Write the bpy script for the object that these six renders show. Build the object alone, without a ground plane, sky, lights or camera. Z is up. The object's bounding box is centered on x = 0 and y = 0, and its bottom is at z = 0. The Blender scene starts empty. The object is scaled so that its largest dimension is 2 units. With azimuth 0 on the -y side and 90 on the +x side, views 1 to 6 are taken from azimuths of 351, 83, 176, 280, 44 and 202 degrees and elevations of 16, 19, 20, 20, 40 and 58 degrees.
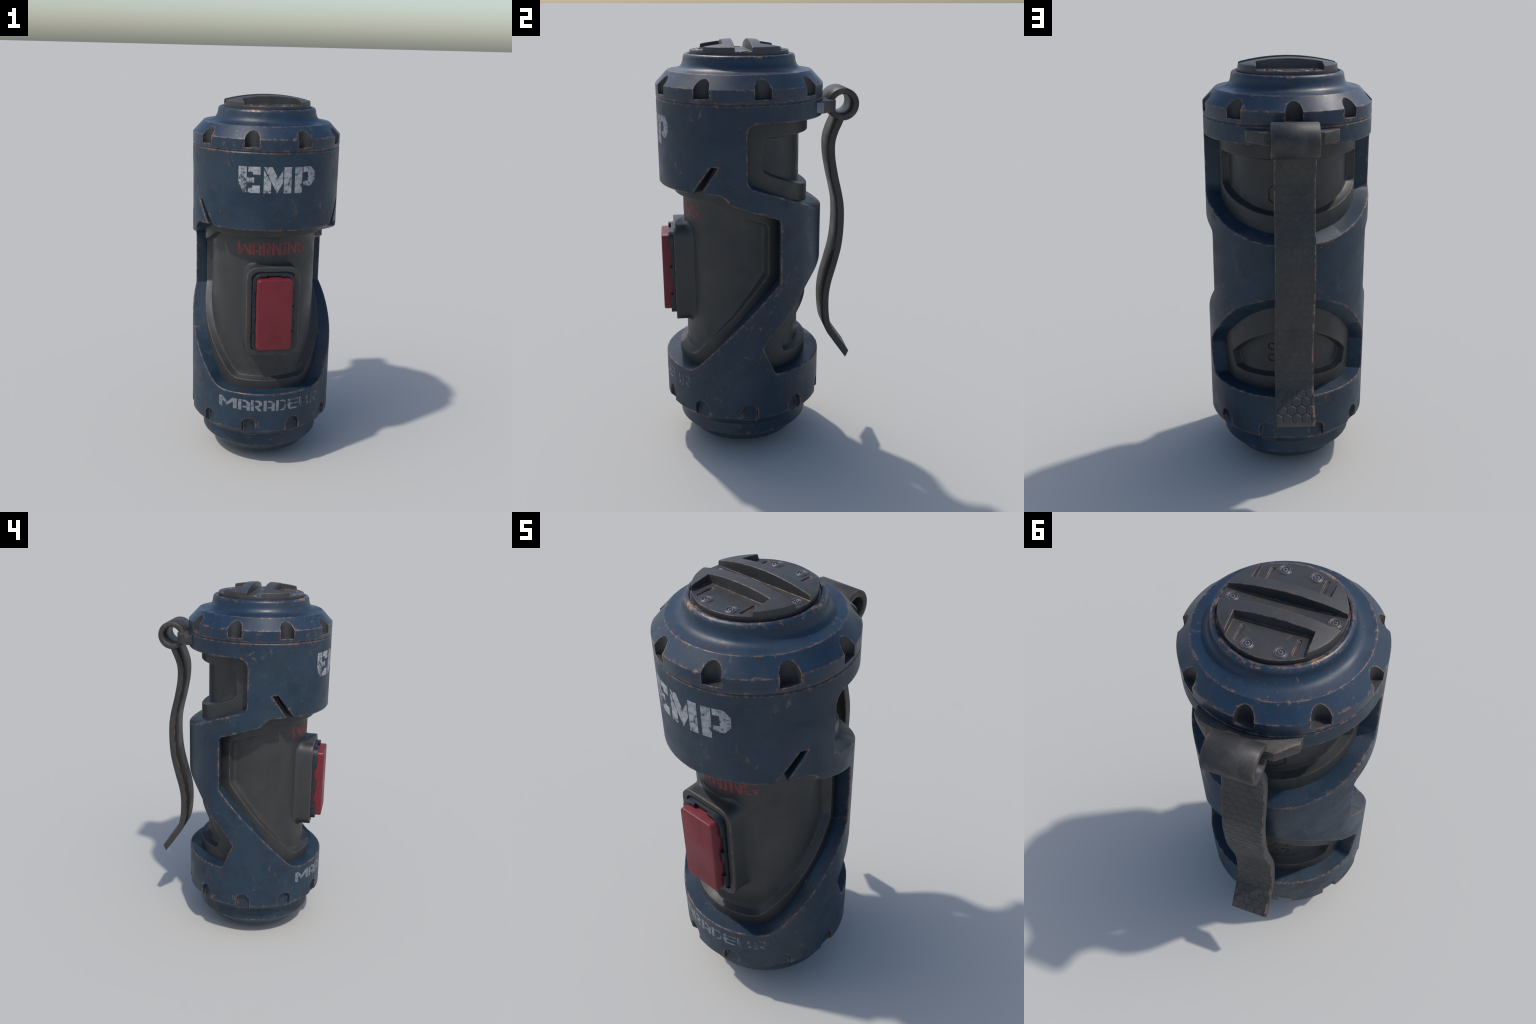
# Armoured canister grenade: slotted blue shell over a grey core, turned cap, end plates,
# spring lever, button housing and stencilled lettering.
import bpy, bmesh, math
import numpy as np
from math import sin, cos, tan, pi, radians, degrees, hypot, sqrt
from mathutils import Vector
from mathutils.geometry import delaunay_2d_cdt

AY = -0.0795          # the canister's axis stands at x = 0, y = AY
R_SHELL = 0.390
R_RIM = 0.320
R_CORE = 0.280
Z_SEAM = 1.7425


def pos(th, z, R):
    """point on a cylinder; th in radians, 0 faces -y (front), 90 degrees faces +x"""
    return (R * sin(th), AY - R * cos(th), z)


# ------------------------------------------------------------------ outlines
def fillet(corners, seg=5):
    """closed polygon from (x, y, radius) corners with rounded arcs"""
    out, n = [], len(corners)
    for i, c in enumerate(corners):
        p = Vector(c[:2])
        r = c[2] if len(c) > 2 else 0.0
        if r <= 0:
            out.append((p.x, p.y))
            continue
        a = (Vector(corners[i - 1][:2]) - p)
        b = (Vector(corners[(i + 1) % n][:2]) - p)
        la, lb = a.length, b.length
        a.normalize(); b.normalize()
        ang = a.angle(b)
        d = min(r / tan(ang / 2), la * .48, lb * .48)
        rr = d * tan(ang / 2)
        cen = p + (a + b).normalized() * (rr / sin(ang / 2))
        s, e = p + a * d - cen, p + b * d - cen
        a0 = math.atan2(s.y, s.x)
        da = (math.atan2(e.y, e.x) - a0 + pi) % (2 * pi) - pi
        for k in range(seg + 1):
            t = a0 + da * k / seg
            out.append((cen.x + rr * cos(t), cen.y + rr * sin(t)))
    return out


def area(p):
    a = np.array(p)
    x, y = a[:, 0], a[:, 1]
    return .5 * float(np.sum(x * np.roll(y, -1) - np.roll(x, -1) * y))


def inset(poly, d):
    """shrink a closed outline by d (negative grows it)"""
    s = 1 if area(poly) > 0 else -1
    P = [Vector(p) for p in poly]
    Q = []
    for p in P:
        if not Q or (p - Q[-1]).length > 1e-6:
            Q.append(p)
    if (Q[0] - Q[-1]).length < 1e-6:
        Q.pop()
    out, n = [], len(Q)
    for i in range(n):
        e0 = (Q[i] - Q[i - 1]).normalized()
        e1 = (Q[(i + 1) % n] - Q[i]).normalized()
        n0, n1 = Vector((-e0.y, e0.x)) * s, Vector((-e1.y, e1.x)) * s
        m = n0 + n1
        if m.length < 1e-4:
            m = n0
        m.normalize()
        k = d / max(.35, m.dot(n0))
        out.append((Q[i].x + m.x * k, Q[i].y + m.y * k))
    return out


def dense(poly, step):
    out, n = [], len(poly)
    for i in range(n):
        a, b = poly[i], poly[(i + 1) % n]
        k = max(1, int(math.ceil(hypot(b[0] - a[0], b[1] - a[1]) / step)))
        out += [(a[0] + (b[0] - a[0]) * j / k, a[1] + (b[1] - a[1]) * j / k) for j in range(k)]
    return out


def inside(poly, pts):
    P = np.asarray(poly); pts = np.asarray(pts)
    x, y = pts[:, 0], pts[:, 1]
    res = np.zeros(len(pts), bool)
    for (x0, y0), (x1, y1) in zip(P, np.roll(P, -1, 0)):
        if y0 == y1:
            continue
        c = ((y0 > y) != (y1 > y)) & (x < (x1 - x0) * (y - y0) / (y1 - y0) + x0)
        res ^= c
    return res


def seg_dist(poly, pts):
    P = np.asarray(poly); A = P; B = np.roll(P, -1, 0)
    pts = np.asarray(pts)
    D = B - A
    L = np.maximum((D ** 2).sum(1), 1e-18)
    best = np.full(len(pts), 9.0)
    for a, d, l in zip(A, D, L):
        t = np.clip(((pts - a) @ d) / l, 0, 1)
        q = pts - a - t[:, None] * d
        best = np.minimum(best, np.sqrt((q ** 2).sum(1)))
    return best


def relief(bounds, loops, base, region, keep, step, lines=(), grid=(.03, .03), clip=None, void=()):
    """Triangulated relief over a flat chart. loops: [(outline, height function)].
    Returns 2D points, heights, triangles."""
    x0, x1, y0, y1 = bounds
    V, Eg = [], []

    def add(path, closed=True):
        o = len(V)
        V.extend(path)
        n = len(path)
        Eg.extend((o + i, o + (i + 1) % n) for i in range(n if closed else n - 1))
    frame = clip or [(x0, y0), (x1, y0), (x1, y1), (x0, y1)]
    add(dense(frame, step))
    LP = [(dense(p, step), h) for p, h in loops]
    for p, _ in LP:
        add(p)
    for a, b in lines:
        k = int(math.ceil(hypot(b[0] - a[0], b[1] - a[1]) / step))
        add([(a[0] + (b[0] - a[0]) * j / k, a[1] + (b[1] - a[1]) * j / k) for j in range(k + 1)], False)
    nx, ny = int((x1 - x0) / grid[0]), int((y1 - y0) / grid[1])
    G = np.array([(x0 + (x1 - x0) * i / nx, y0 + (y1 - y0) * (j + .5 * (i % 2)) / ny)
                  for i in range(1, nx) for j in range(ny)])
    G = G[(G[:, 1] > y0 + .2 * grid[1])]
    if clip:
        G = G[inside(clip, G)]
        G = G[seg_dist(clip, G) > .3 * grid[0]]
    for p in void:
        G = G[~inside(p, G)]
    for p, _ in LP:
        G = G[seg_dist(p, G) > .3 * min(grid)]
    for a, b in lines:
        G = G[seg_dist([a, b], G) > .3 * min(grid)]
    V.extend(map(tuple, G))
    res = delaunay_2d_cdt([Vector(v) for v in V], Eg, [], 0, 1e-6)
    P = np.array([tuple(v) for v in res[0]])
    T = np.array([f for f in res[2] if len(f) == 3])
    C = P[T].mean(1)
    ok = (C[:, 0] > x0) & (C[:, 0] < x1) & (C[:, 1] > y0) & (C[:, 1] < y1)
    if clip:
        ok &= inside(clip, C)
    ok &= keep(C)
    T = T[ok]
    H = region(P)
    for p, h in LP:
        m = seg_dist(p, P) < 2e-5
        if m.any():
            H[m] = h(P[m])
    return P, H, T


# ------------------------------------------------------------------ scene helpers
def material_slot(me, mats):
    for m in mats:
        me.materials.append(m)


def make_object(name, me, parent, mats, sharp=34, smooth=True):
    ob = bpy.data.objects.new(name, me)
    bpy.context.scene.collection.objects.link(ob)
    ob.parent = parent
    if not me.materials:
        material_slot(me, mats)
    if smooth:
        me.polygons.foreach_set("use_smooth", [True] * len(me.polygons))
        me.set_sharp_from_angle(angle=radians(sharp))
    return ob


def mesh_from(name, verts, faces, weld=1e-5):
    me = bpy.data.meshes.new(name)
    me.from_pydata([tuple(map(float, v)) for v in verts], [], [tuple(map(int, f)) for f in faces])
    bm = bmesh.new(); bm.from_mesh(me)
    if weld:
        bmesh.ops.remove_doubles(bm, verts=bm.verts, dist=weld)
    bmesh.ops.dissolve_degenerate(bm, edges=bm.edges, dist=1e-6)
    loose = [v for v in bm.verts if not v.link_faces]
    bmesh.ops.delete(bm, geom=loose, context='VERTS')
    bmesh.ops.recalc_face_normals(bm, faces=bm.faces)
    bm.to_mesh(me); bm.free()
    return me


def wrap_half(P, H, T, R_ref):
    """chart (u = R_ref * angle, z) of one half -> both halves on the cylinder"""
    th = P[:, 0] / R_ref
    X = np.stack([H * np.sin(th), AY - H * np.cos(th), P[:, 1]], 1)
    M = X.copy(); M[:, 0] *= -1
    n = len(X)
    return np.vstack([X, M]), np.vstack([T, T[:, ::-1] + n])


def orient_outward(me):
    """open sheets: faces must look away from the axis or up/down out of the body"""
    bm = bmesh.new(); bm.from_mesh(me)
    s = 0
    for f in bm.faces:
        c = f.calc_center_median()
        s += f.normal.dot(Vector((c.x, c.y - AY, 0))) * f.calc_area()
    if s < 0:
        bmesh.ops.reverse_faces(bm, faces=bm.faces)
    bm.to_mesh(me); bm.free()


def lathe(profile, n=128, closed=False):
    V, F = [], []
    m = len(profile)
    for i in range(n):
        a = 2 * pi * i / n
        V += [pos(a, z, r) for r, z in profile]
    for i in range(n):
        j = (i + 1) % n
        for k in range(m if closed else m - 1):
            l = (k + 1) % m
            F.append((i * m + k, j * m + k, j * m + l, i * m + l))
    return V, F


def rounded_rect(cx, cz, hw, hh, r, seg=8):
    out = []
    for sx, sz, a0 in ((1, 1, 0), (-1, 1, 90), (-1, -1, 180), (1, -1, 270)):
        for k in range(seg + 1):
            a = radians(a0 + 90 * k / seg)
            out.append((cx + sx * (hw - r) + r * cos(a), cz + sz * (hh - r) + r * sin(a)))
    return out


def loft(rings, cap_first=False, cap_last=False, closed=True):
    V, F = [], []
    n = len(rings[0])
    for r in rings:
        V += r
    for i in range(len(rings) - 1):
        for k in range(n if closed else n - 1):
            l = (k + 1) % n
            F.append((i * n + k, i * n + l, (i + 1) * n + l, (i + 1) * n + k))
    if cap_first:
        F.append(tuple(range(n)))
    if cap_last:
        F.append(tuple(range((len(rings) - 1) * n, len(rings) * n)))
    return V, F


def bevelled(me, width, segments=2, angle=35):
    bm = bmesh.new(); bm.from_mesh(me)
    ed = [e for e in bm.edges if len(e.link_faces) == 2 and e.calc_face_angle(0) > radians(angle)]
    bmesh.ops.bevel(bm, geom=ed, offset=width, segments=segments, profile=.5, affect='EDGES', clamp_overlap=True)
    bm.to_mesh(me); bm.free()


def catmull(pts, n):
    P = [np.array(p, float) for p in pts]
    P = [2 * P[0] - P[1]] + P + [2 * P[-1] - P[-2]]
    out = []
    for i in range(1, len(P) - 2):
        for k in range(n):
            t = k / n
            a, b, c, d = P[i - 1:i + 3]
            out.append(.5 * ((2 * b) + (c - a) * t + (2 * a - 5 * b + 4 * c - d) * t * t + (3 * b - a - 3 * c + d) * t ** 3))
    out.append(P[-2])
    return np.array(out)


# ------------------------------------------------------------------ materials
class Nodes:
    def __init__(self, name):
        self.mat = bpy.data.materials.new(name)
        self.mat.use_nodes = True
        self.t = self.mat.node_tree
        self.bsdf = self.t.nodes["Principled BSDF"]
        self.co = self.new("ShaderNodeTexCoord").outputs["Object"]

    def new(self, kind, **kw):
        n = self.t.nodes.new(kind)
        for k, v in kw.items():
            setattr(n, k, v)
        return n

    def put(self, sock, v):
        if isinstance(v, bpy.types.NodeSocket):
            self.t.links.new(v, sock)
        else:
            sock.default_value = v

    def noise(self, scale, detail=4, rough=.55, stretch=(1, 1, 1), offset=(0, 0, 0), distort=0.0):
        m = self.new("ShaderNodeMapping")
        m.inputs["Scale"].default_value = stretch
        m.inputs["Location"].default_value = offset
        self.put(m.inputs["Vector"], self.co)
        n = self.new("ShaderNodeTexNoise")
        self.put(n.inputs["Vector"], m.outputs[0])
        n.inputs["Scale"].default_value = scale
        n.inputs["Detail"].default_value = detail
        n.inputs["Roughness"].default_value = rough
        n.inputs["Distortion"].default_value = distort
        return n.outputs["Fac"]

    def ramp(self, v, lo, hi, a=0.0, b=1.0):
        n = self.new("ShaderNodeMapRange")
        n.interpolation_type = 'SMOOTHSTEP'
        self.put(n.inputs["Value"], v)
        n.inputs["From Min"].default_value = lo
        n.inputs["From Max"].default_value = hi
        n.inputs["To Min"].default_value = a
        n.inputs["To Max"].default_value = b
        return n.outputs[0]

    def math(self, op, a, b=0.0):
        n = self.new("ShaderNodeMath", operation=op)
        self.put(n.inputs[0], a); self.put(n.inputs[1], b)
        return n.outputs[0]

    def mix(self, f, a, b):
        n = self.new("ShaderNodeMix", data_type='RGBA')
        self.put(n.inputs[0], f)
        for s, v in ((n.inputs[6], a), (n.inputs[7], b)):
            self.put(s, v if isinstance(v, bpy.types.NodeSocket) else (*v, 1))
        return n.outputs[2]

    def mixf(self, f, a, b):
        n = self.new("ShaderNodeMix", data_type='FLOAT')
        self.put(n.inputs[0], f); self.put(n.inputs[2], a); self.put(n.inputs[3], b)
        return n.outputs[0]

    def edge(self, radius):
        """1 where the surface bends sharply within the radius"""
        b = self.new("ShaderNodeBevel", samples=6)
        b.inputs["Radius"].default_value = radius
        g = self.new("ShaderNodeNewGeometry")
        d = self.new("ShaderNodeVectorMath", operation='DOT_PRODUCT')
        self.put(d.inputs[0], b.outputs[0]); self.put(d.inputs[1], g.outputs["Normal"])
        return self.math('SUBTRACT', 1.0, d.outputs["Value"])

    def axis(self, i):
        s = self.new("ShaderNodeSeparateXYZ")
        self.put(s.inputs[0], self.co)
        return s.outputs[i]


COPPER = (0.37, 0.205, 0.115)


def worn_metal(name, base, pale, dusty, rough=.5, metallic=.0, edge_r=.010, edge_gain=1.0, fleck=1.0, dust=.35, bump=.08, spec=.5,
               chips=True, side_x=None, paint=None, band=None):
    N = Nodes(name)
    big = N.ramp(N.noise(4.5, 6, .62), .38, .62)
    mid = N.ramp(N.noise(13, 6, .68, stretch=(1, 1, .6), offset=(3, 1, 2)), .42, .68)
    deep = N.ramp(N.noise(9, 5, .6, offset=(7, 3, 5)), .50, .72)
    col = N.mix(big, base, pale)
    col = N.mix(N.math('MULTIPLY', deep, .55), col, tuple(c * .62 for c in base))
    col = N.mix(N.math('MULTIPLY', mid, dust), col, dusty)
    fine = N.noise(160, 3, .6)
    col = N.mix(N.ramp(fine, .3, .75, 0, .25), col, tuple(c * .45 for c in base))
    # lettering sprayed on top, rubbed through in places
    if paint:
        a = N.noise(paint.get("scale", 22), 9, .74, offset=(2, 5, 1), distort=.5)
        if "fade" in paint:
            a = N.math('ADD', a, N.ramp(N.axis(0), *paint["fade"]))
        if "foot" in paint:        # first letter scuffed towards its foot
            x0, x1, z0, z1 = paint["foot"]
            k = N.math('MULTIPLY', N.ramp(N.axis(0), x0, x1, 1, 0), N.ramp(N.axis(2), z0, z1, 1, .25))
            a = N.math('ADD', a, N.math('MULTIPLY', k, .11))
        rub = N.ramp(a, *paint["rub"])
        tone = N.ramp(N.noise(48, 6, .7), .32, .68)
        c = paint["colour"]
        rubbed_through = rub
        col = N.mix(N.math('MULTIPLY', rub, .92), N.mix(tone, tuple(q * .62 for q in c), c), col)
    # chipped edges: a thin bright line plus wider, rarer chips
    w = None
    if edge_gain > 0:
        if side_x:
            e = N.ramp(N.math('ABSOLUTE', N.axis(0)), *side_x)
            g = N.new("ShaderNodeNewGeometry")
            sx = N.new("ShaderNodeSeparateXYZ")
            N.put(sx.inputs[0], g.outputs["Normal"])
            e = N.math('MULTIPLY', e, N.ramp(N.math('ABSOLUTE', sx.outputs[0]), .3, .85, 1, 0))
            line = N.math('MULTIPLY', e, N.ramp(N.noise(26, 6, .7, offset=(5, 2, 8)), .44, .60))
        else:
            e = N.edge(edge_r)
            line = N.math('MULTIPLY', N.ramp(e, .010, .07), N.ramp(N.noise(34, 7, .75, offset=(5, 2, 8)), .42, .62))
            if chips:
                e2 = N.edge(edge_r * 2.4)
                wide = N.math('MULTIPLY', N.ramp(e2, .004, .035), N.ramp(N.noise(24, 7, .75, offset=(2, 9, 4), distort=.5), .54, .63))
                line = N.math('MAXIMUM', line, N.math('MULTIPLY', wide, .65))
            if band:              # rubbed crown of the neck
                rubbed = N.math('MULTIPLY', N.ramp(N.axis(2), *band), N.ramp(N.noise(19, 8, .78, offset=(8, 8, 2)), .53, .64, 0, .75))
                line = N.math('MAXIMUM', line, rubbed)
        w = N.math('MULTIPLY', line, edge_gain)
    if fleck > 0:
        # scattered flecks gathered in patches
        patch = N.ramp(N.noise(5.5, 4, .6, offset=(9, 4, 1)), .48, .62)
        spots = N.ramp(N.noise(30, 8, .74, stretch=(1, 1, .7), offset=(1, 7, 3), distort=.7), .56, .68)
        small = N.ramp(N.noise(75, 5, .65, offset=(2, 2, 6)), .62, .70, 0, .7)
        f = N.math('MAXIMUM', N.math('MULTIPLY', patch, spots), N.math('MULTIPLY', small, N.ramp(N.noise(8, 3, offset=(3, 3, 3)), .46, .62)))
        f = N.math('MULTIPLY', f, .42 * fleck)
        w = f if w is None else N.math('MAXIMUM', w, f)
    r = N.mixf(N.ramp(N.noise(7, 6, .65, offset=(4, 4, 4)), .3, .7), rough - .09, rough + .10)
    if paint:
        r = N.mixf(rubbed_through, .60, r)
    if w is not None:
        w = N.math('MINIMUM', w, 1.0)
        col = N.mix(w, col, COPPER)
        r = N.mixf(w, r, .42)
        N.put(N.bsdf.inputs["Metallic"], N.mixf(w, metallic, .35))
    N.put(N.bsdf.inputs["Base Color"], col)
    N.put(N.bsdf.inputs["Roughness"], r)
    N.bsdf.inputs["Specular IOR Level"].default_value = spec
    bp = N.new("ShaderNodeBump")
    bp.inputs["Strength"].default_value = bump
    bp.inputs["Distance"].default_value = .004
    N.put(bp.inputs["Height"], N.mixf(.35, N.noise(26, 6, .65, offset=(6, 1, 1)), fine))
    if not paint:
        bv = N.new("ShaderNodeBevel", samples=4)
        bv.inputs["Radius"].default_value = .004
        N.put(bp.inputs["Normal"], bv.outputs[0])
    N.put(N.bsdf.inputs["Normal"], bp.outputs[0])
    return N.mat


def plain_paint(name, base, rough=.5, spots=.0, spec=.5, metallic=0.0):
    N = Nodes(name)
    v = N.ramp(N.noise(9, 5, .6), .3, .7)
    col = N.mix(v, base, tuple(c * .72 for c in base))
    N.put(N.bsdf.inputs["Base Color"], col)
    N.put(N.bsdf.inputs["Roughness"], N.mixf(v, rough - .05, rough + .08))
    N.bsdf.inputs["Specular IOR Level"].default_value = spec
    N.bsdf.inputs["Metallic"].default_value = metallic
    bv = N.new("ShaderNodeBevel", samples=4)
    bv.inputs["Radius"].default_value = .004
    N.put(N.bsdf.inputs["Normal"], bv.outputs[0])
    return N.mat


def build():
    hull = dict(base=(0.0070, 0.0235, 0.0450), pale=(0.0135, 0.0340, 0.0580), dusty=(0.028, 0.0285, 0.0315), rough=.47, spec=.38, edge_gain=.85, fleck=.85)
    drum = dict(base=(0.0255, 0.0265, 0.0275), pale=(0.0320, 0.0325, 0.0325), dusty=(0.038, 0.037, 0.034), rough=.49, spec=.46, edge_gain=.22, fleck=.10, dust=.5, bump=.05, chips=False)
    blue = worn_metal("worn_blue_paint", **hull)
    blue_cap = worn_metal("worn_blue_cap_paint", (0.0070, 0.0255, 0.0540), (0.0130, 0.0330, 0.0600), (0.029, 0.029, 0.032), rough=.42, edge_gain=1.1, fleck=.9, dust=.35, spec=.45, band=(1.921, 1.9315))
    grey = worn_metal("dark_grey_polymer", **drum)
    lever_grey = worn_metal("worn_dark_steel", (0.0240, 0.0250, 0.0275), (0.0360, 0.0350, 0.0340), (0.072, 0.063, 0.054), rough=.50, edge_gain=.7, fleck=.6, dust=.7, spec=.40)
    strap_grey = worn_metal("worn_strap_steel", (0.0260, 0.0270, 0.0280), (0.0350, 0.0345, 0.0340), (0.048, 0.043, 0.038), rough=.50, edge_gain=.75, fleck=.5, dust=.5, spec=.45, side_x=(.0815, .0865))
    plate_grey = worn_metal("worn_plate_steel", (0.0300, 0.0310, 0.0335), (0.0410, 0.0410, 0.0425), (0.055, 0.047, 0.041), rough=.46, edge_gain=.75, fleck=.35, dust=.45, spec=.5, edge_r=.005, chips=False)
    house_grey = worn_metal("button_housing_grey", (0.0280, 0.0290, 0.0300), (0.0330, 0.0335, 0.0335), (0.040, 0.038, 0.035), rough=.5, edge_gain=.7, fleck=.0, dust=.3, bump=.04, edge_r=.006, chips=False)
    notch_grey = plain_paint("bare_notch_grey", (0.030, 0.031, 0.033), .5)
    frame_mat = plain_paint("dark_blue_frame", (0.015, 0.021, 0.030), .45)
    red = worn_metal("red_button_enamel", (0.140, 0.0115, 0.0195), (0.155, 0.0150, 0.0225), (0.145, 0.027, 0.026), rough=.48, edge_gain=.0, fleck=.0, dust=.35, bump=.03, spec=.35)
    bright = plain_paint("bright_screw_steel", (0.14, 0.15, 0.17), .40, metallic=.65)
    pale = plain_paint("painted_glint_pale", (0.20, 0.22, 0.26), .5)
    seal_mat = plain_paint("brown_seal", (0.050, 0.036, 0.028), .55)
    letters = dict(edge_gain=0, fleck=.5, dust=.35)
    white = worn_metal("worn_white_stencil", **{**hull, **letters}, paint=dict(colour=(0.345, 0.355, 0.370), rub=(.50, .62), scale=30, foot=(-.155, -.120, 1.54, 1.66)))
    grey_white = worn_metal("faded_white_stencil", **{**hull, **letters}, paint=dict(colour=(0.205, 0.220, 0.240), rub=(.52, .66), fade=(-.02, .28, 0, .17), scale=30))
    warn_red = worn_metal("worn_red_stencil", **{**drum, "edge_gain": 0}, paint=dict(colour=(0.215, 0.036, 0.034), rub=(.53, .72), fade=(-.02, .22, 0, .10), scale=26))

    root = bpy.data.objects.new("canister_grenade", None)
    bpy.context.scene.collection.objects.link(root)
    root["label"] = "armoured blue canister grenade with red button and spring lever"
    root["category"] = "grenade"

    D = lambda deg: radians(deg) * R_SHELL      # degrees -> chart metres
    # ---------------------------------------------------------------- shell outlines (degrees, z)
    # front window with the two slanted vents running up into the collar
    right = [(51.7, 1.3485, 0), (65.6, 1.4735, 0), (70.2, 1.4720, 0), (58.0, 1.3530, 0), (61.5, 1.3500, 0),
             (71.8, 1.3480, .02), (79.3, 1.3020, .02), (112.5, 1.2250, .030), (112.5, .9260, .02),
             (105.2, .8770, 0), (76.4, .6714, 0), (46.6, .4575, .150), (25, .4572, 0)]
    left = [(-a, z, r) for a, z, r in reversed(right)]
    front = fillet([(D(a), z, r) for a, z, r in right + [(0, .4570, 0)] + left + [(0, 1.3495, 0)]])
    def arched(pts, n=4):
        """smooth run of (degrees, z) points"""
        return [tuple(p) for p in catmull(pts, n)]
    sym = lambda half: [(D(a), z, *r) for a, z, *r in half] + [(D(360 - a), z, *r) for a, z, *r in reversed(half)]
    back_up = fillet(sym([(178, 1.6612), (89.6, 1.6605, .050), (89.5, 1.3860, .045), *arched([(112, 1.3340), (118.3, 1.3182), (131, 1.2800), (150, 1.2400), (165, 1.2260), (178, 1.2235)])]))
    back_up_in = fillet(sym([(178, 1.6590), (90.2, 1.6585, .050), (90.1, 1.3925, .045), *arched([(110, 1.3440), (131, 1.2960), (146, 1.2750), (164, 1.2560), (178, 1.2530)])]))
    back_low = fillet(sym([*arched([(178, .9690), (166, .9600), (150, .9220), (140, .8860), (130, .8280), (120, .7560), (110, .6950), (103, .6450)]), (99.8, .6060, .01), (109, .4620, .02), (118, .4600), (178, .4600)]))
    back_low_in = fillet(sym([*arched([(178, .8920), (164, .8840), (150, .8500), (136.5, .7990), (124, .7400), (111.4, .6790), (102.5, .6250)]), (101.0, .6040, .01), (109.8, .4630, .02), (118, .4615), (178, .4615)]))
    windows = [(back_up, back_up_in), (back_low, back_low_in)]

    def prof(z):
        z = np.asarray(z)
        return np.interp(z, [.177, .236, .242, Z_SEAM - .004, Z_SEAM], [.326, .3855, .390, .390, .3865])

    NOTCH_R = .367
    loops, notches = [], []
    for a in (18, 54, 90, 126, 162):
        w = .0375
        arch = [(D(a) - w, .190), (D(a) - w, .2765)] + [(D(a) - w * cos(t), .2765 + w * sin(t)) for t in np.linspace(0, pi, 13)[1:-1]] + [(D(a) + w, .2765), (D(a) + w, .190)]
        notches.append(arch)
        loops += [(inset(arch, -.0025), lambda P: prof(P[:, 1])),
                  (arch, lambda P: np.minimum(prof(P[:, 1]) - .002, np.maximum(prof(P[:, 1]) - .002, NOTCH_R))),
                  (inset(arch, .003), lambda P: np.minimum(prof(P[:, 1]), NOTCH_R))]
    loops += [(inset(front, -.0035), lambda P: prof(P[:, 1])), (front, lambda P: prof(P[:, 1]) - .003)]
    for w, win in windows:
        loops += [(inset(w, -.0035), lambda P: prof(P[:, 1])), (w, lambda P: prof(P[:, 1]) - .003), (win, lambda P: np.full(len(P), .312))]
    notch_in = [inset(n, .003) for n in notches]

    def region(P):
        H = prof(P[:, 1]).copy()
        for n in notch_in:
            m = inside(n, P)
            H[m] = np.minimum(H[m], NOTCH_R)
        for w, win in windows:               # sloping window walls
            m = inside(w, P) & ~inside(win, P)
            if m.any():
                a, b = seg_dist(w, P[m]), seg_dist(win, P[m])
                H[m] = R_SHELL - .003 - (R_SHELL - .315) * a / (a + b + 1e-9)
        return H

    def keep(C):
        k = ~inside(front, C)
        for _, win in windows:
            k &= ~inside(win, C)
        return k
    U = pi * R_SHELL
    hl = lambda z: ((0, z), (U, z))
    P, H, T = relief((0, U, .177, Z_SEAM), loops, None, region, keep, .022,
                     lines=[hl(.242), hl(.236), hl(.2177), hl(Z_SEAM - .004)], grid=(.0245, .035), void=[front] + [w for w, _ in windows])
    V, F = wrap_half(P, H, T, R_SHELL)
    rim_pts = dense(front, .022)
    wall = []
    for u, z in rim_pts:
        th, R = u / R_SHELL, float(prof(z)) - .003
        f = min(1, max(0, (abs(degrees(th)) - 72) / 14))
        ty = math.copysign(math.acos(max(-1, min(1, R * cos(th) / .312))), th)
        wall.append((pos(th, z, R), pos(th + (ty - th) * f, z, .312)))
    o, n = len(V), len(wall)
    V = np.vstack([V, np.array([p for w in wall for p in w])])
    F = [tuple(t) for t in F] + [(o + 2 * i, o + 2 * ((i + 1) % n), o + 2 * ((i + 1) % n) + 1, o + 2 * i + 1) for i in range(n)]
    me = mesh_from("outer_shell", V, F)
    orient_outward(me)
    shell = make_object("outer_shell", me, root, [blue, blue], sharp=30)

    # ---------------------------------------------------------------- grey core with raised rims round each recess
    Dc = D
    crest_f = fillet([(Dc(a), z, r) for a, z, r in
                      [(61, 1.3000, .02), (69.5, 1.2720, .01), (76, 1.2500, .02), (108.3, 1.1890, .03), (108.3, .9520, .02), (89.8, .8242, 0), (77.8, .7403, 0), (53.8, .6000, 0), (37.5, .5070, .12), (15, .5070, 0)]
                      + [(-15, .5070, 0), (-37.5, .5070, .12), (-53.8, .6000, 0), (-77.8, .7403, 0), (-89.8, .8242, 0), (-108.3, .9520, .02), (-108.3, 1.1890, .03), (-76, 1.2500, .02), (-69.5, 1.2720, .01), (-61, 1.3000, .02)]])
    crest_u = fillet(sym([(178, 1.5900), (102.3, 1.5910, .04), (102.3, 1.4400, .035), *arched([(112, 1.4130), (122.7, 1.3900), (134.7, 1.3690), (147, 1.3500), (164, 1.3350), (178, 1.3310)])]))
    crest_l = fillet(sym([*arched([(178, .7730), (164.6, .7640), (148.8, .7260), (139, .6930), (129.7, .6530)]), (119.4, .6000, .006), (124.5, .5330, .012), (135, .5260), (164.6, .5325), (178, .5330)]))
    core_loops, panels, rings = [], [], []
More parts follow.
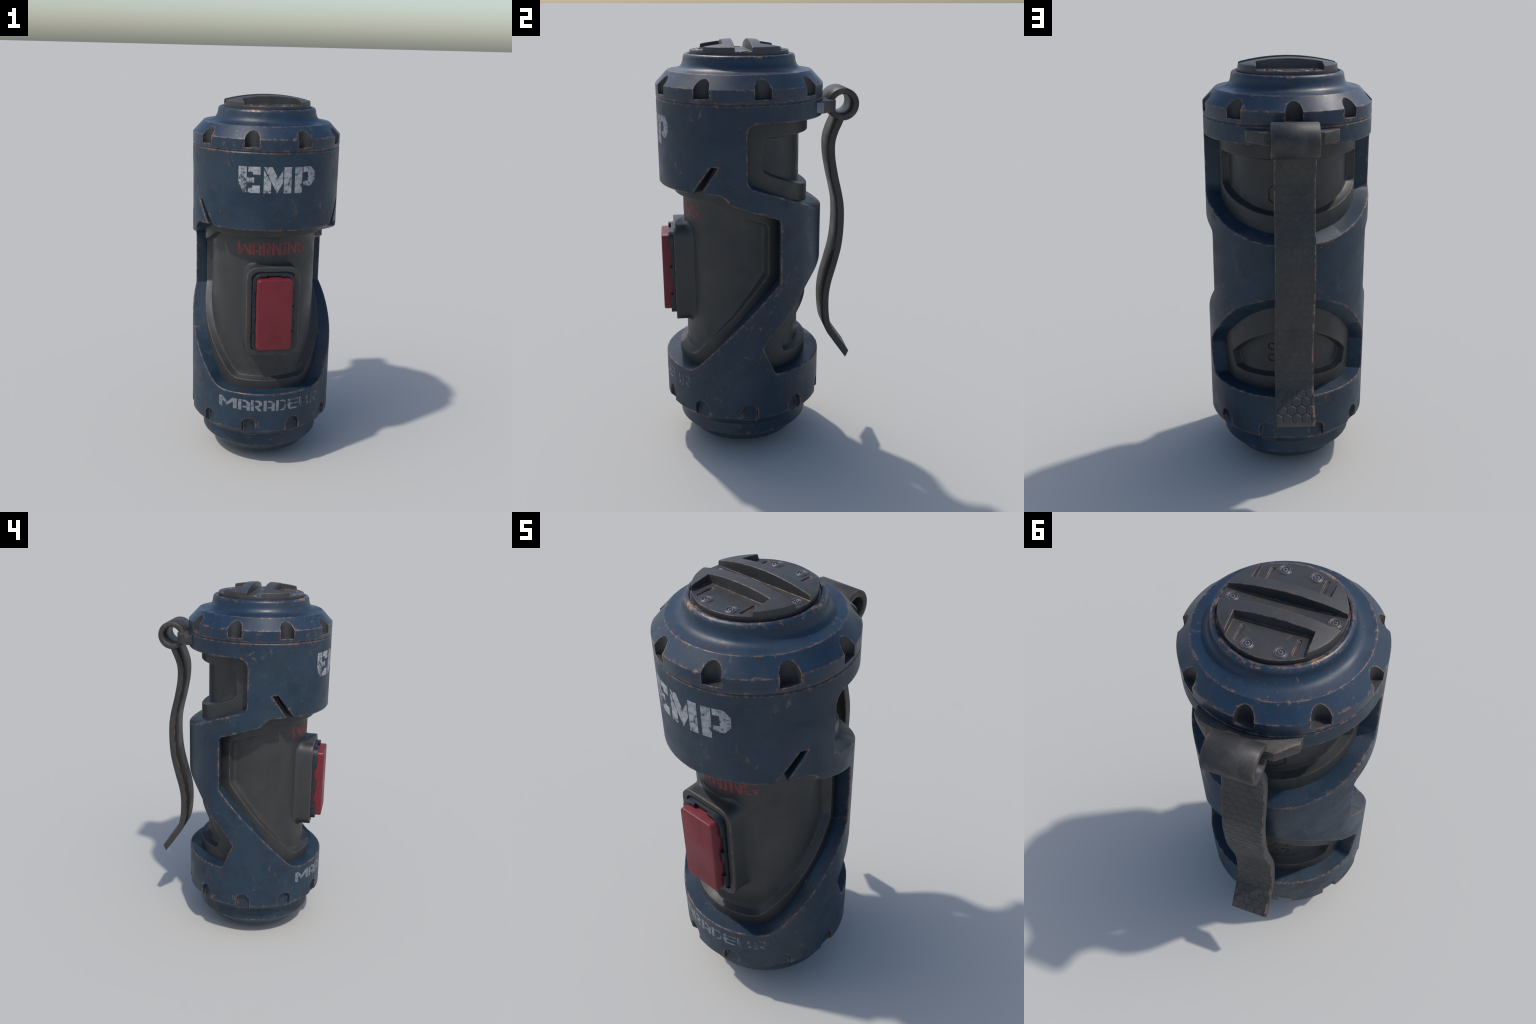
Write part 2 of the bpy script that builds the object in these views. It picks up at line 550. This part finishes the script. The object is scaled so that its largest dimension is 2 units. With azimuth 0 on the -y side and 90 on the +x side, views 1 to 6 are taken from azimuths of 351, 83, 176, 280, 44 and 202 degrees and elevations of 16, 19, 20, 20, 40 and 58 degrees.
    for c in (crest_f, crest_u, crest_l):
        i1, i2, i3 = inset(c, .004), inset(c, .010), inset(c, .020)
        panels.append((c, i3))
        core_loops += [(inset(c, -.003), lambda P: np.full(len(P), R_RIM)), (c, lambda P: np.full(len(P), R_RIM - .002)),
                       (i1, lambda P: np.full(len(P), R_RIM - .022)), (i2, lambda P: np.full(len(P), R_CORE + .004)), (i3, lambda P: np.full(len(P), R_CORE))]
    
    def groove(poly, w, d):
        for off, dep in ((0, 0), (w * .3, d), (w * .7, d), (w, 0)):
            core_loops.append((inset(poly, off), lambda P, q=dep: np.full(len(P), R_CORE - q)))
    k = R_SHELL / R_CORE                       # the chart is stretched on the inner radius
    for a in (180 - 6.1, 180 - 18.3):
        for z in (.6138, .6740):
            groove([(Dc(a) + .0215 * k * cos(t), z + .0215 * sin(t)) for t in np.linspace(0, 2 * pi, 21)[:-1]], .009, .006)
    groove(fillet(sym([(179.9, 1.522), (158.7, 1.452, .01), (158.7, 1.394, .01), (170.5, 1.3620, .01), (179.9, 1.3610)]), seg=3), .009, .005)

    def core_region(P):
        H = np.full(len(P), R_RIM)
        for c, i3 in panels:
            m = inside(c, P)
            H[m] = np.interp(seg_dist(c, P[m]), [0, .004, .010, .020], [R_RIM - .002, R_RIM - .022, R_CORE + .004, R_CORE])
        return H
    P, H, T = relief((0, U, .40, 1.70), core_loops, None, core_region, lambda C: np.ones(len(C), bool), .022, grid=(.0265, .04))
    V, F = wrap_half(P, H, T, R_SHELL)
    me = mesh_from("inner_core", V, F)
    orient_outward(me)
    core = make_object("inner_core", me, root, [grey], sharp=28)

    # ---------------------------------------------------------------- turned cap with nine scooped notches
    prof_cap = [(.10, 1.7455), (.3860, 1.7455), (.3895, 1.7490), (.3900, 1.752), (.3900, 1.8060), (.3350, 1.8640),
                (.3000, 1.8685), (.2900, 1.8712), (.2800, 1.8755), (.2715, 1.8825), (.2655, 1.8920), (.2618, 1.9030), (.2600, 1.9140), (.2588, 1.9230),
                (.2565, 1.9300), (.2515, 1.9350), (.2450, 1.9372), (.2390, 1.9360), (.2360, 1.9300), (.10, 1.9300)]
    V, F = lathe(prof_cap, 144, closed=True)
    cap_me = mesh_from("top_cap", V, F, weld=0)
    cap = make_object("top_cap", cap_me, root, [blue_cap, notch_grey], smooth=False)
    cv, cf = [], []
    W, FLOOR = .0372, 1.7662
    for i in range(9):
        a = radians(20 + 40 * i)
        rad, tanv = Vector((sin(a), -cos(a))), Vector((cos(a), sin(a)))
        outline = [(W, .06)] + [(W * cos(t), -W * sin(t) * 1.05) for t in np.linspace(0, pi, 17)] + [(-W, .06)]
        o = len(cv)
        n = len(outline)
        for z in (FLOOR, 1.95):
            for s, d in outline:
                p = Vector((0, AY)) + rad * (R_SHELL + d) + tanv * s
                cv.append((p.x, p.y, z))
        cf += [tuple(o + j for j in range(n)), tuple(o + n + j for j in range(n))]
        cf += [(o + j, o + (j + 1) % n, o + n + (j + 1) % n, o + n + j) for j in range(n)]
    cut = make_object("cutter", mesh_from("cutter", cv, cf, weld=0), None, [notch_grey], smooth=False)
    mod = cap.modifiers.new("cut", 'BOOLEAN')
    mod.operation, mod.solver, mod.object = 'DIFFERENCE', 'EXACT', cut
    dg = bpy.context.evaluated_depsgraph_get()
    new = bpy.data.meshes.new_from_object(cap.evaluated_get(dg))
    cap.modifiers.clear()
    cap.data = new
    bpy.data.objects.remove(cut, do_unlink=True)
    new.materials.clear()
    material_slot(new, [blue_cap, notch_grey])
    for f in new.polygons:
        c = f.center
        a = math.atan2(c.x, -(c.y - AY))
        k9 = round((degrees(a) - 20) / 40)
        da = a - radians(20 + 40 * k9)
        r = hypot(c.x, c.y - AY)
        lat, dep = r * sin(da), r * cos(da) - R_SHELL
        out = f.normal.dot(Vector((c.x, c.y - AY, 0)).normalized())
        wall = abs(f.normal.z) < .05 and (dep < -.003 or out < .9) and abs(lat) < W + 1e-3
        f.material_index = 1 if FLOOR - 1e-4 < c.z < 1.865 and r > .34 and (wall or f.normal.z > .99) else 0
    new.polygons.foreach_set("use_smooth", [True] * len(new.polygons))
    new.set_sharp_from_angle(angle=radians(30))

    V, F = lathe([(.330, 1.738), (.3862, 1.738), (.3862, 1.750), (.330, 1.750)], 128, closed=True)
    make_object("seal_ring", mesh_from("seal_ring", V, F), root, [seal_mat])

    # ---------------------------------------------------------------- foot ring below the shell
    V, F = lathe([(.20, .190), (.3262, .190), (.3262, .1170), (.2680, .0540), (.2380, .0540), (.2360, .062), (.20, .062)], 128, closed=True)
    make_object("foot_ring", mesh_from("foot_ring", V, F), root, [blue])

    # ---------------------------------------------------------------- slotted end plates (the lower one mirrors the top one)
    RD, ZF = .2285, 1.952
    dome_z = lambda P: 1.9705 + .0297 * (1 - (P[:, 0] ** 2 + P[:, 1] ** 2) / RD ** 2)
    PX, PY, GY = .146, .086, .037
    circ = [(RD * cos(t), RD * sin(t)) for t in np.linspace(0, 2 * pi, 129)[:-1]]

    def ridge(s):
        a0, a1 = math.asin(GY / RD), math.acos(PX / RD)
        arc1 = [(RD * cos(t), s * RD * sin(t)) for t in np.linspace(a0, a1, 14)]
        arc2 = [(-x, y) for x, y in reversed(arc1)]
        return arc1 + [(PX, s * PY), (-PX, s * PY)] + arc2
    pl, tops, dips = [], [], []
    for s in (1, -1):
        r = ridge(s)
        top = inset(r, .0018)
        tops.append(top)
        pl += [(r, lambda P: np.full(len(P), ZF)), (top, lambda P: dome_z(P) - .0014), (inset(r, .0036), lambda P: dome_z(P))]
        for sx in (1, -1):
            c = [(sx * .1045 + .0085 * cos(t), s * (.146 + (.030 if sin(t) * s >= 0 else -.030)) + .0085 * sin(t)) for t in np.linspace(0, 2 * pi, 17)[:-1]]
            c = sorted(c, key=lambda p: math.atan2(p[1] - s * .146, p[0] - sx * .1045))
            d = inset(c, .003)
            dips.append(d)
            pl += [(c, lambda P: np.full(len(P), ZF)), (d, lambda P: np.full(len(P), ZF - .005))]

    def plate_region(P):
        H = np.full(len(P), ZF)
        for t in tops:
            m = inside(t, P)
            H[m] = dome_z(P[m])
        for d in dips:
            H[inside(d, P)] = ZF - .005
        return H
    P, H, T = relief((-RD, RD, -RD, RD), pl, None, plate_region, lambda C: np.ones(len(C), bool), .012, grid=(.016, .016), clip=circ)
    V = [(p[0], p[1], h) for p, h in zip(P, H)]
    F = [tuple(t) for t in T]
    me = mesh_from("end_plate", V, F)
    bm = bmesh.new(); bm.from_mesh(me)
    if sum(f.normal.z * f.calc_area() for f in bm.faces) < 0:
        bmesh.ops.reverse_faces(bm, faces=bm.faces)
    rim = [e for e in bm.edges if e.is_boundary]
    ex = bmesh.ops.extrude_edge_only(bm, edges=rim)
    for v in [g for g in ex["geom"] if isinstance(g, bmesh.types.BMVert)]:
        v.co.z = 1.930
    bmesh.ops.recalc_face_normals(bm, faces=bm.faces)
    if sum(f.normal.z * f.calc_area() for f in bm.faces if abs(f.normal.z) > .5) < 0:
        bmesh.ops.reverse_faces(bm, faces=bm.faces)
    bm.to_mesh(me); bm.free()
    top_plate = make_object("end_plate", me, root, [plate_grey], sharp=30)
    top_plate.location = (0, AY, 0)
    low_plate = make_object("end_plate", me, root, [plate_grey], sharp=30)
    low_plate.location = (0, AY, 2.0)
    low_plate.rotation_euler = (pi, 0, radians(25))

    screw_prof = [(0, -.003), (.0045, -.003), (.0050, .0012), (.0085, .0022), (.0100, .0016), (.0110, -.0015), (.0145, -.0015), (.0155, .0018), (.0190, .0026), (.0212, .0012), (.0216, -.004)]
    V, F = [], []
    for i in range(24):
        a = 2 * pi * i / 24
        V += [(r * cos(a), r * sin(a), z) for r, z in screw_prof]
    m = len(screw_prof)
    for i in range(24):
        j = (i + 1) % 24
        F += [(i * m + q, j * m + q, j * m + q + 1, i * m + q + 1) for q in range(m - 1)]
    screw_me = mesh_from("screw", V, F)
    # socket flats and slots: knock every second radial piece of the inner collar down
    for v in screw_me.vertices:
        rr, a = hypot(v.co.x, v.co.y), math.atan2(v.co.y, v.co.x)
        if .0082 < rr < .0103 and cos(6 * a) > .2:
            v.co.z -= .0025
        if .0150 < rr < .0215 and cos(4 * a) > .75:
            v.co.z -= .0012
    V, F = [], []
    for i in range(24):
        a = 2 * pi * i / 24
        V += [(r * cos(a), r * sin(a), z) for r, z in [(.0205, -.002), (.0222, .0014), (.0255, .0018), (.0272, -.002)]]
    for i in range(24):
        j = (i + 1) % 24
        F += [(i * 4 + q, j * 4 + q, j * 4 + q + 1, i * 4 + q + 1) for q in range(3)]
    washer_me = mesh_from("washer", V, F)
    for plate in (top_plate, low_plate):
        for i, (x, y) in enumerate([(.19, 0), (-.19, 0), (.060, .184), (-.060, .184), (.060, -.184), (-.060, -.184)]):
            s = make_object("screw", screw_me, plate, [bright])
            s.location = (x, y, ZF + .0006)
            s.rotation_euler = (0, 0, .5 * i)
            w = make_object("washer", washer_me, plate, [plate_grey])
            w.location = (x, y, ZF)

    # ---------------------------------------------------------------- button housing on the front of the core
    CZ = .9040
    n_seg = 10
    outer = rounded_rect(0, CZ, .1400, .2435, .058, n_seg)
    front_y = -.4130
    y_core = lambda x: AY - sqrt(max(.01, R_CORE ** 2 - x * x))

    def grown(d):
        return rounded_rect(0, CZ, .1400 + d, .2435 + d, .058 + d, n_seg)
    inner_r = .046
    rings_h = []
    for off, y in ((-.027, -.401), (-.027, -.4115), (-.0255, -.413), (-.004, -.413), (-.0012, -.4122), (0, -.410)):
        o = rounded_rect(0, CZ, .1400 + off, .2435 + off, .058 + off, n_seg)
        rings_h.append([(x, y, z) for x, z in o])
    flare = .026
    end = grown(flare)
    for t in np.linspace(0, 1, 13)[1:]:
        ring = []
        for (x0, z0), (x1, z1) in zip(outer, end):
            yb = y_core(x1) + .003
            yw = y_core(x0) - .024            # where the flare starts
            if t < .4:
                q = t / .4
                ring.append((x0, -.410 + (yw + .410) * q, z0))
            else:
                q = (t - .4) / .6 * pi / 2
                ring.append((x0 + (x1 - x0) * (1 - cos(q)), yw + (yb - yw) * sin(q), z0 + (z1 - z0) * (1 - cos(q))))
        rings_h.append(ring)
    V, F = loft(rings_h, cap_first=True)
    housing = make_object("button_housing", mesh_from("button_housing", V, F), root, [house_grey], sharp=40)

    # castellated frame round the button
    FY_TALL, FY_LOW, FY_BACK = -.4375, -.4250, -.400
    hw, hh = .1100, .2140
    o_path = dense(rounded_rect(0, CZ, hw, hh, .046, 9), .006)
    i_path = []
    for x, z in o_path:
        # matching point on the inner outline, straight in from the outer one
        cx = max(-(hw - .046), min(hw - .046, x)); czz = max(CZ - (hh - .046), min(CZ + (hh - .046), z))
        dx, dz = x - cx, z - czz
        L = hypot(dx, dz)
        i_path.append((x - dx / L * .0165, z - dz / L * .0165))

    def tall(x, z):
        if abs(z - CZ) > hh - .03:
            return abs(x) > .039
        return z > 1.020 or .8762 < z < .9328 or z < .7910
    cols = []
    n = len(o_path)
    for i in range(n):
        a, b = tall(*o_path[i]), tall(*o_path[(i + 1) % n])
        ya = FY_TALL if a else FY_LOW
        cols.append((o_path[i], i_path[i], ya))
        if a != b:
            j = (i + 1) % n
            cols.append((o_path[j], i_path[j], ya))
    V, F = [], []
    for (ox, oz), (ix, iz), y in cols:
        V += [(ox, FY_BACK, oz), (ox, y, oz), (ix, y, iz), (ix, FY_BACK, iz)]
    n = len(cols)
    for i in range(n):
        j = (i + 1) % n
        for q in range(3):
            F.append((i * 4 + q, j * 4 + q, j * 4 + q + 1, i * 4 + q + 1))
    me = mesh_from("button_frame", V, F)
    make_object("button_frame", me, housing, [frame_mat], sharp=30)

    zc, bh = .9035, .1925
    rings_b = []
    for off, y in ((0, -.402), (0, -.4650), (-.0012, -.4688), (-.0040, -.4712), (-.0075, -.4720)):
        rings_b.append([(x, y, z) for x, z in rounded_rect(0, zc, .0925 + off, bh + off, .020 + off * .6, 8)])
    V, F = loft(rings_b, cap_last=True)
    make_object("push_button", mesh_from("push_button", V, F), housing, [red], sharp=50)

    # ---------------------------------------------------------------- hinge bracket, rolled eye and spring lever at the back
    plan = [(-.199, .240), (-.197, .289), (-.126, .356), (.128, .356), (.201, .289), (.203, .240)]
    V, F = loft([[(x, y, 1.6775) for x, y in plan], [(x, y, 1.7300) for x, y in plan]], True, True)
    me = mesh_from("hinge_bracket", V, F)
    bevelled(me, .003)
    bracket = make_object("hinge_bracket", me, root, [lever_grey])
    V, F = loft([[(.2015, .2425, 1.681), (.2015, .286, 1.681), (.2015, .286, 1.7265), (.2015, .2425, 1.7265)],  # thin pale slab modelling the bright reflection on the bracket's +x end face
                 [(.2045, .2425, 1.681), (.2035, .286, 1.681), (.2035, .286, 1.7265), (.2045, .2425, 1.7265)]], True, True)
    make_object("bracket_end_glint", mesh_from("bracket_end_glint", V, F), bracket, [pale])

    lever = bpy.data.objects.new("safety_lever", None)
    bpy.context.scene.collection.objects.link(lever)
    lever.parent = root
    cy, cz, ro, ri = .3985, 1.7045, .0752, .0470
    ring_sections = []
    for i in range(56):
        a = 2 * pi * i / 56
        sec = []
        for r, x in ((ro, -.093), (ro, .0995), (ro - .003, .1025), (ri + .003, .1025), (ri, .0995), (ri, -.093), (ri + .003, -.096), (ro - .003, -.096)):
            sec.append((x, cy + r * cos(a), cz + r * sin(a)))
        ring_sections.append(sec)
    V, F = loft(ring_sections + [ring_sections[0]])
    make_object("hinge_eye", mesh_from("hinge_eye", V, F), lever, [lever_grey], sharp=50)

    # strap: outer edge of its side profile (y, z) from the eye down to the kicked-out tip
    spine = catmull([(.4050, 1.655), (.4030, 1.625), (.3800, 1.570), (.3680, 1.520), (.3705, 1.450), (.3870, 1.3615), (.4085, 1.272), (.4203, 1.200), (.4218, 1.100), (.4130, 1.000),
                     (.3905, .900), (.3666, .808), (.3572, .735), (.3595, .648), (.3735, .572), (.4100, .512), (.4705, .4245)], 34)
    seg = np.linalg.norm(np.diff(spine, axis=0), axis=1)
    arc = np.concatenate([[0], np.cumsum(seg)])
    L = arc[-1]
    rows = int(L / .0020)
    s_new = np.linspace(0, L, rows + 1)
    sp = np.stack([np.interp(s_new, arc, spine[:, 0]), np.interp(s_new, arc, spine[:, 1])], 1)
    tg = np.gradient(sp, axis=0)
    tg /= np.linalg.norm(tg, axis=1)[:, None]
    nr = np.stack([-tg[:, 1], tg[:, 0]], 1)      # points to +y where the strap hangs down
    half, cols_n, thick = .0885, 92, .0335
    xs = np.linspace(-half, half, cols_n + 1)
    PX_H, PZ_H = .0435, .0377                     # honeycomb pitch across and along

    def honey(x, s):
        """distance to the nearest border of a pointy-top honeycomb cell"""
        row = np.floor(s / PZ_H)
        best = np.full(np.shape(x), 9.0); second = best.copy()
        for dr in (-1, 0, 1, 2):
            r = row + dr
            ox = np.where(np.mod(r, 2) == 0, 0.0, PX_H / 2) + .018
            c = np.round((x - ox) / PX_H)
            for dc in (-1, 0, 1):
                d = np.hypot(x - (ox + (c + dc) * PX_H), s - (r + .5) * PZ_H)
                second = np.where(d < best, best, np.minimum(second, d))
                best = np.minimum(best, d)
        return (second - best) / 2
    XX, SS = np.meshgrid(xs, s_new)
    dist = honey(XX, SS)
    gro = (.0018 + .0010 * np.clip((SS - L + .22) / .1, 0, 1)) * np.clip(1 - (dist / .0030) ** 2, 0, 1)
    edge_zone = (np.abs(XX) > half - .004) | (SS > L - .004)
    gro = np.where(edge_zone, 0, gro)
    gro += np.where(np.abs(XX) > half - 1e-6, .0028, 0)
    V, F = [], []
    m = cols_n + 1
    sx = lambda s: .0005 - .006 * (s / L)         # hangs slightly askew
    for i in range(rows + 1):
        for jx in range(m):
            d = -gro[i, jx]
            V.append((xs[jx] + sx(s_new[i]), sp[i, 0] + nr[i, 0] * d, sp[i, 1] + nr[i, 1] * d))
    back0 = len(V)
    for i in range(rows + 1):
        for x in (-half, -half + .003, half - .003, half):
            d = -thick + (.0025 if abs(x) == half else 0)
            kick = .017 * max(0, (s_new[i] - L + .08) / .08) ** 2          # the tip is cut on the slant
            V.append((x + sx(s_new[i]), sp[i, 0] + nr[i, 0] * d + tg[i, 0] * kick, sp[i, 1] + nr[i, 1] * d + tg[i, 1] * kick))
    for i in range(rows):
        for jx in range(cols_n):
            a = i * m + jx
            F.append((a, a + 1, a + m + 1, a + m))
        b = back0 + i * 4
        for q in range(3):
            F.append((b + q, b + q + 4, b + q + 5, b + q + 1))
        F.append((i * m, i * m + m, b + 4, b))
        F.append((i * m + cols_n, b + 3, b + 7, i * m + m + cols_n))
    for i in (0, rows):
        b = back0 + i * 4
        F.append(tuple(range(i * m, i * m + m)) + (b + 3, b + 2, b + 1, b))
    make_object("lever_strap", mesh_from("lever_strap", V, F, weld=0), lever, [strap_grey], sharp=45)

    # ---------------------------------------------------------------- stencilled lettering, laid on the cylinders
    def letter(polys, th0, th1, z0, z1, R, parent, mat, proud=.00045):
        V, F = [], []
        for poly in polys:
            pts = [((th0 + (th1 - th0) * u), z0 + (z1 - z0) * v) for u, v in poly]
            cut_lines = np.arange(math.floor(min(p[0] for p in pts)), max(p[0] for p in pts) + 1.5, 1.5)
            ch = dense([(radians(a) * R, z) for a, z in pts], .006)
            G, E = list(ch), [(i, (i + 1) % len(ch)) for i in range(len(ch))]
            for a in cut_lines:
                for z in np.linspace(z0, z1, 9):
                    q = (radians(a) * R, z)
                    if inside(ch, [q])[0] and seg_dist(ch, [q])[0] > .002:
                        G.append(q)
            res = delaunay_2d_cdt([Vector(g) for g in G], E, [], 0, 1e-7)
            tri = [f for f in res[2] if inside(ch, [np.mean([tuple(res[0][i]) for i in f], axis=0)])[0]]
            o = len(V)
            V += [pos(v.x / R, v.y, R + proud) for v in res[0]]
            o2 = len(V)
            V += [pos(v.x / R, v.y, R - .002) for v in res[0]]
            count = {}
            for f in tri:
                F.append(tuple(o + i for i in f))
                for q in range(3):
                    e = (f[q], f[(q + 1) % 3])
                    count[tuple(sorted(e))] = count.get(tuple(sorted(e)), []) + [e]
            for es in count.values():
                if len(es) == 1:
                    a, b = es[0]
                    F.append((o + a, o2 + a, o2 + b, o + b))
        make_object("letter", mesh_from("letter", V, F, weld=0), parent, [mat], smooth=True)

    bar = lambda x0, x1, y0=0, y1=1: [(x0, y0), (x1, y0), (x1, y1), (x0, y1)]
    bold = {
        "E": [[(0, .03), (.02, .30), (.10, .28), (.20, 0), (.385, 0), (.385, 1), (0, 1)],
              [(.45, .805), (.665, .805), (.665, .705), (1, .70), (1, 1), (.45, 1)],
              [(.40, .395), (.725, .395), (.725, .59), (.385, .59)],
              [(.45, 0), (.99, 0), (.99, .29), (.64, .29), (.64, .19), (.45, .19)]],
        "M": [[(0, 0), (.265, 0), (.265, .42), (.20, .53), (0, .885)],
              [(.48, 0), (.685, .40), (.685, .89), (.505, .565), (.30, 1), (0, 1)],
              bar(.72, 1)],
        "P": [bar(0, .345),
              [(.395, .79), (.635, .79), (.635, .45), (.40, .45), (.40, .25), (.775, .25), (1, .455), (1, .79), (.775, 1), (.395, 1)]],
    }
    for ch, a0, a1 in (("E", -29.8, -13.45), ("M", -10.95, 9.55), ("P", 12.2, 29.25)):
        letter(bold[ch], a0, a1, 1.5440, 1.6740, R_SHELL, shell, white)

    slim = {
        "W": [[(0, 0), (.24, 0), (.47, .42), (.38, .55), (.19, .24), (.19, .98), (0, 1)],
              [(.38, .80), (.52, .88), (.82, .32), (.82, .88), (1, .85), (1, 0), (.80, 0)]],
        "A": [bar(0, .27), [(.52, 1), (.68, .97), (.98, .76), (.98, 0), (.72, 0), (.72, .24), (.38, .24), (.38, .40), (.72, .40), (.72, .66), (.52, .86)]],
        "R": [bar(0, .27), [(.40, 1), (.72, 1), (.98, .80), (.98, .56), (.74, .42), (.98, 0), (.68, 0), (.40, .36), (.40, .52), (.64, .52), (.73, .62), (.73, .76), (.64, .86), (.40, .86)]],
        "N": [bar(0, .25), [(.36, .92), (.36, .64), (.70, 0), (1, 0), (1, 1), (.76, 1), (.76, .34)]],
        "I": [bar(0, 1, .84, 1), [(.12, 0), (.90, 0), (1, .13), (.72, .19), (.70, .76), (.30, .76), (.28, .19), (0, .13)]],
        "G": [[(0, .56), (.22, .56), (.26, .74), (.44, .88), (.36, 1), (.12, .90), (0, .74)], [(0, .42), (.22, .38), (.34, .17), (.60, .20), (.60, .06), (.34, 0), (.10, .10)],
              [(.50, .38), (.74, .38), (.74, .06), (1, .06), (1, .54), (.50, .54)], [(.58, .84), (.98, .84), (.98, 1), (.56, 1)]],
    }
    for ch, a0, a1 in (("W", -38.4, -22.5), ("A", -21.6, -11.7), ("R", -10.65, -1.6), ("N", -.45, 9.8), ("I", 10.8, 15.9), ("N", 16.9, 28.0), ("G", 28.7, 40.5)):
        letter(slim[ch], a0, a1, 1.1955, 1.2630, R_CORE, core, warn_red)

    wide = {
        "M": [[(0, .12), (.10, 0), (.20, 0), (.20, .60), (.38, .40), (.47, .52), (.22, 1), (0, 1)],
              [(.36, .30), (.46, .18), (.80, .66), (.80, .08), (.92, 0), (1, .05), (1, 1), (.76, 1)]],
        "A": [bar(0, .28), [(.38, 1), (.66, .98), (1, .72), (1, 0), (.72, 0), (.72, .26), (.38, .26), (.38, .40), (.72, .40), (.72, .66), (.60, .82), (.38, .84)]],
        "R": [bar(0, .27), [(.38, 1), (.76, 1), (1, .80), (1, .56), (.72, .38), (1, 0), (.70, 0), (.38, .34), (.38, .50), (.62, .50), (.73, .62), (.73, .74), (.62, .84), (.38, .84)]],
        "D": [bar(0, .28), [(.40, 1), (.80, 1), (1, .80), (1, .24), (.82, 0), (.46, 0), (.46, .12), (.70, .12), (.85, .28), (.85, .74), (.72, .88), (.40, .88)]],
        "E": [[(0, .35), (.16, 0), (.96, 0), (.96, .15), (.26, .15), (.26, .45), (.96, .45), (.96, .58), (.26, .58), (.26, .98), (0, .98)], bar(.36, 1, .82, .97)],
        "U": [[(0, .24), (.20, 0), (.58, 0), (.58, .17), (.26, .20), (.26, 1), (0, 1)], [(.74, .04), (1, .14), (1, 1), (.74, 1)]],
    }
    for ch, a0, a1 in (("M", -43.8, -27.9), ("A", -26.8, -17.1), ("R", -16.4, -7.7), ("A", -6.4, 2.5), ("D", 3.5, 11.6), ("E", 13.1, 22.6), ("U", 23.5, 33.0), ("R", 34.8, 44.7)):
        letter(wide[ch], a0, a1, .3605, .4220, R_SHELL, shell, grey_white)


build()
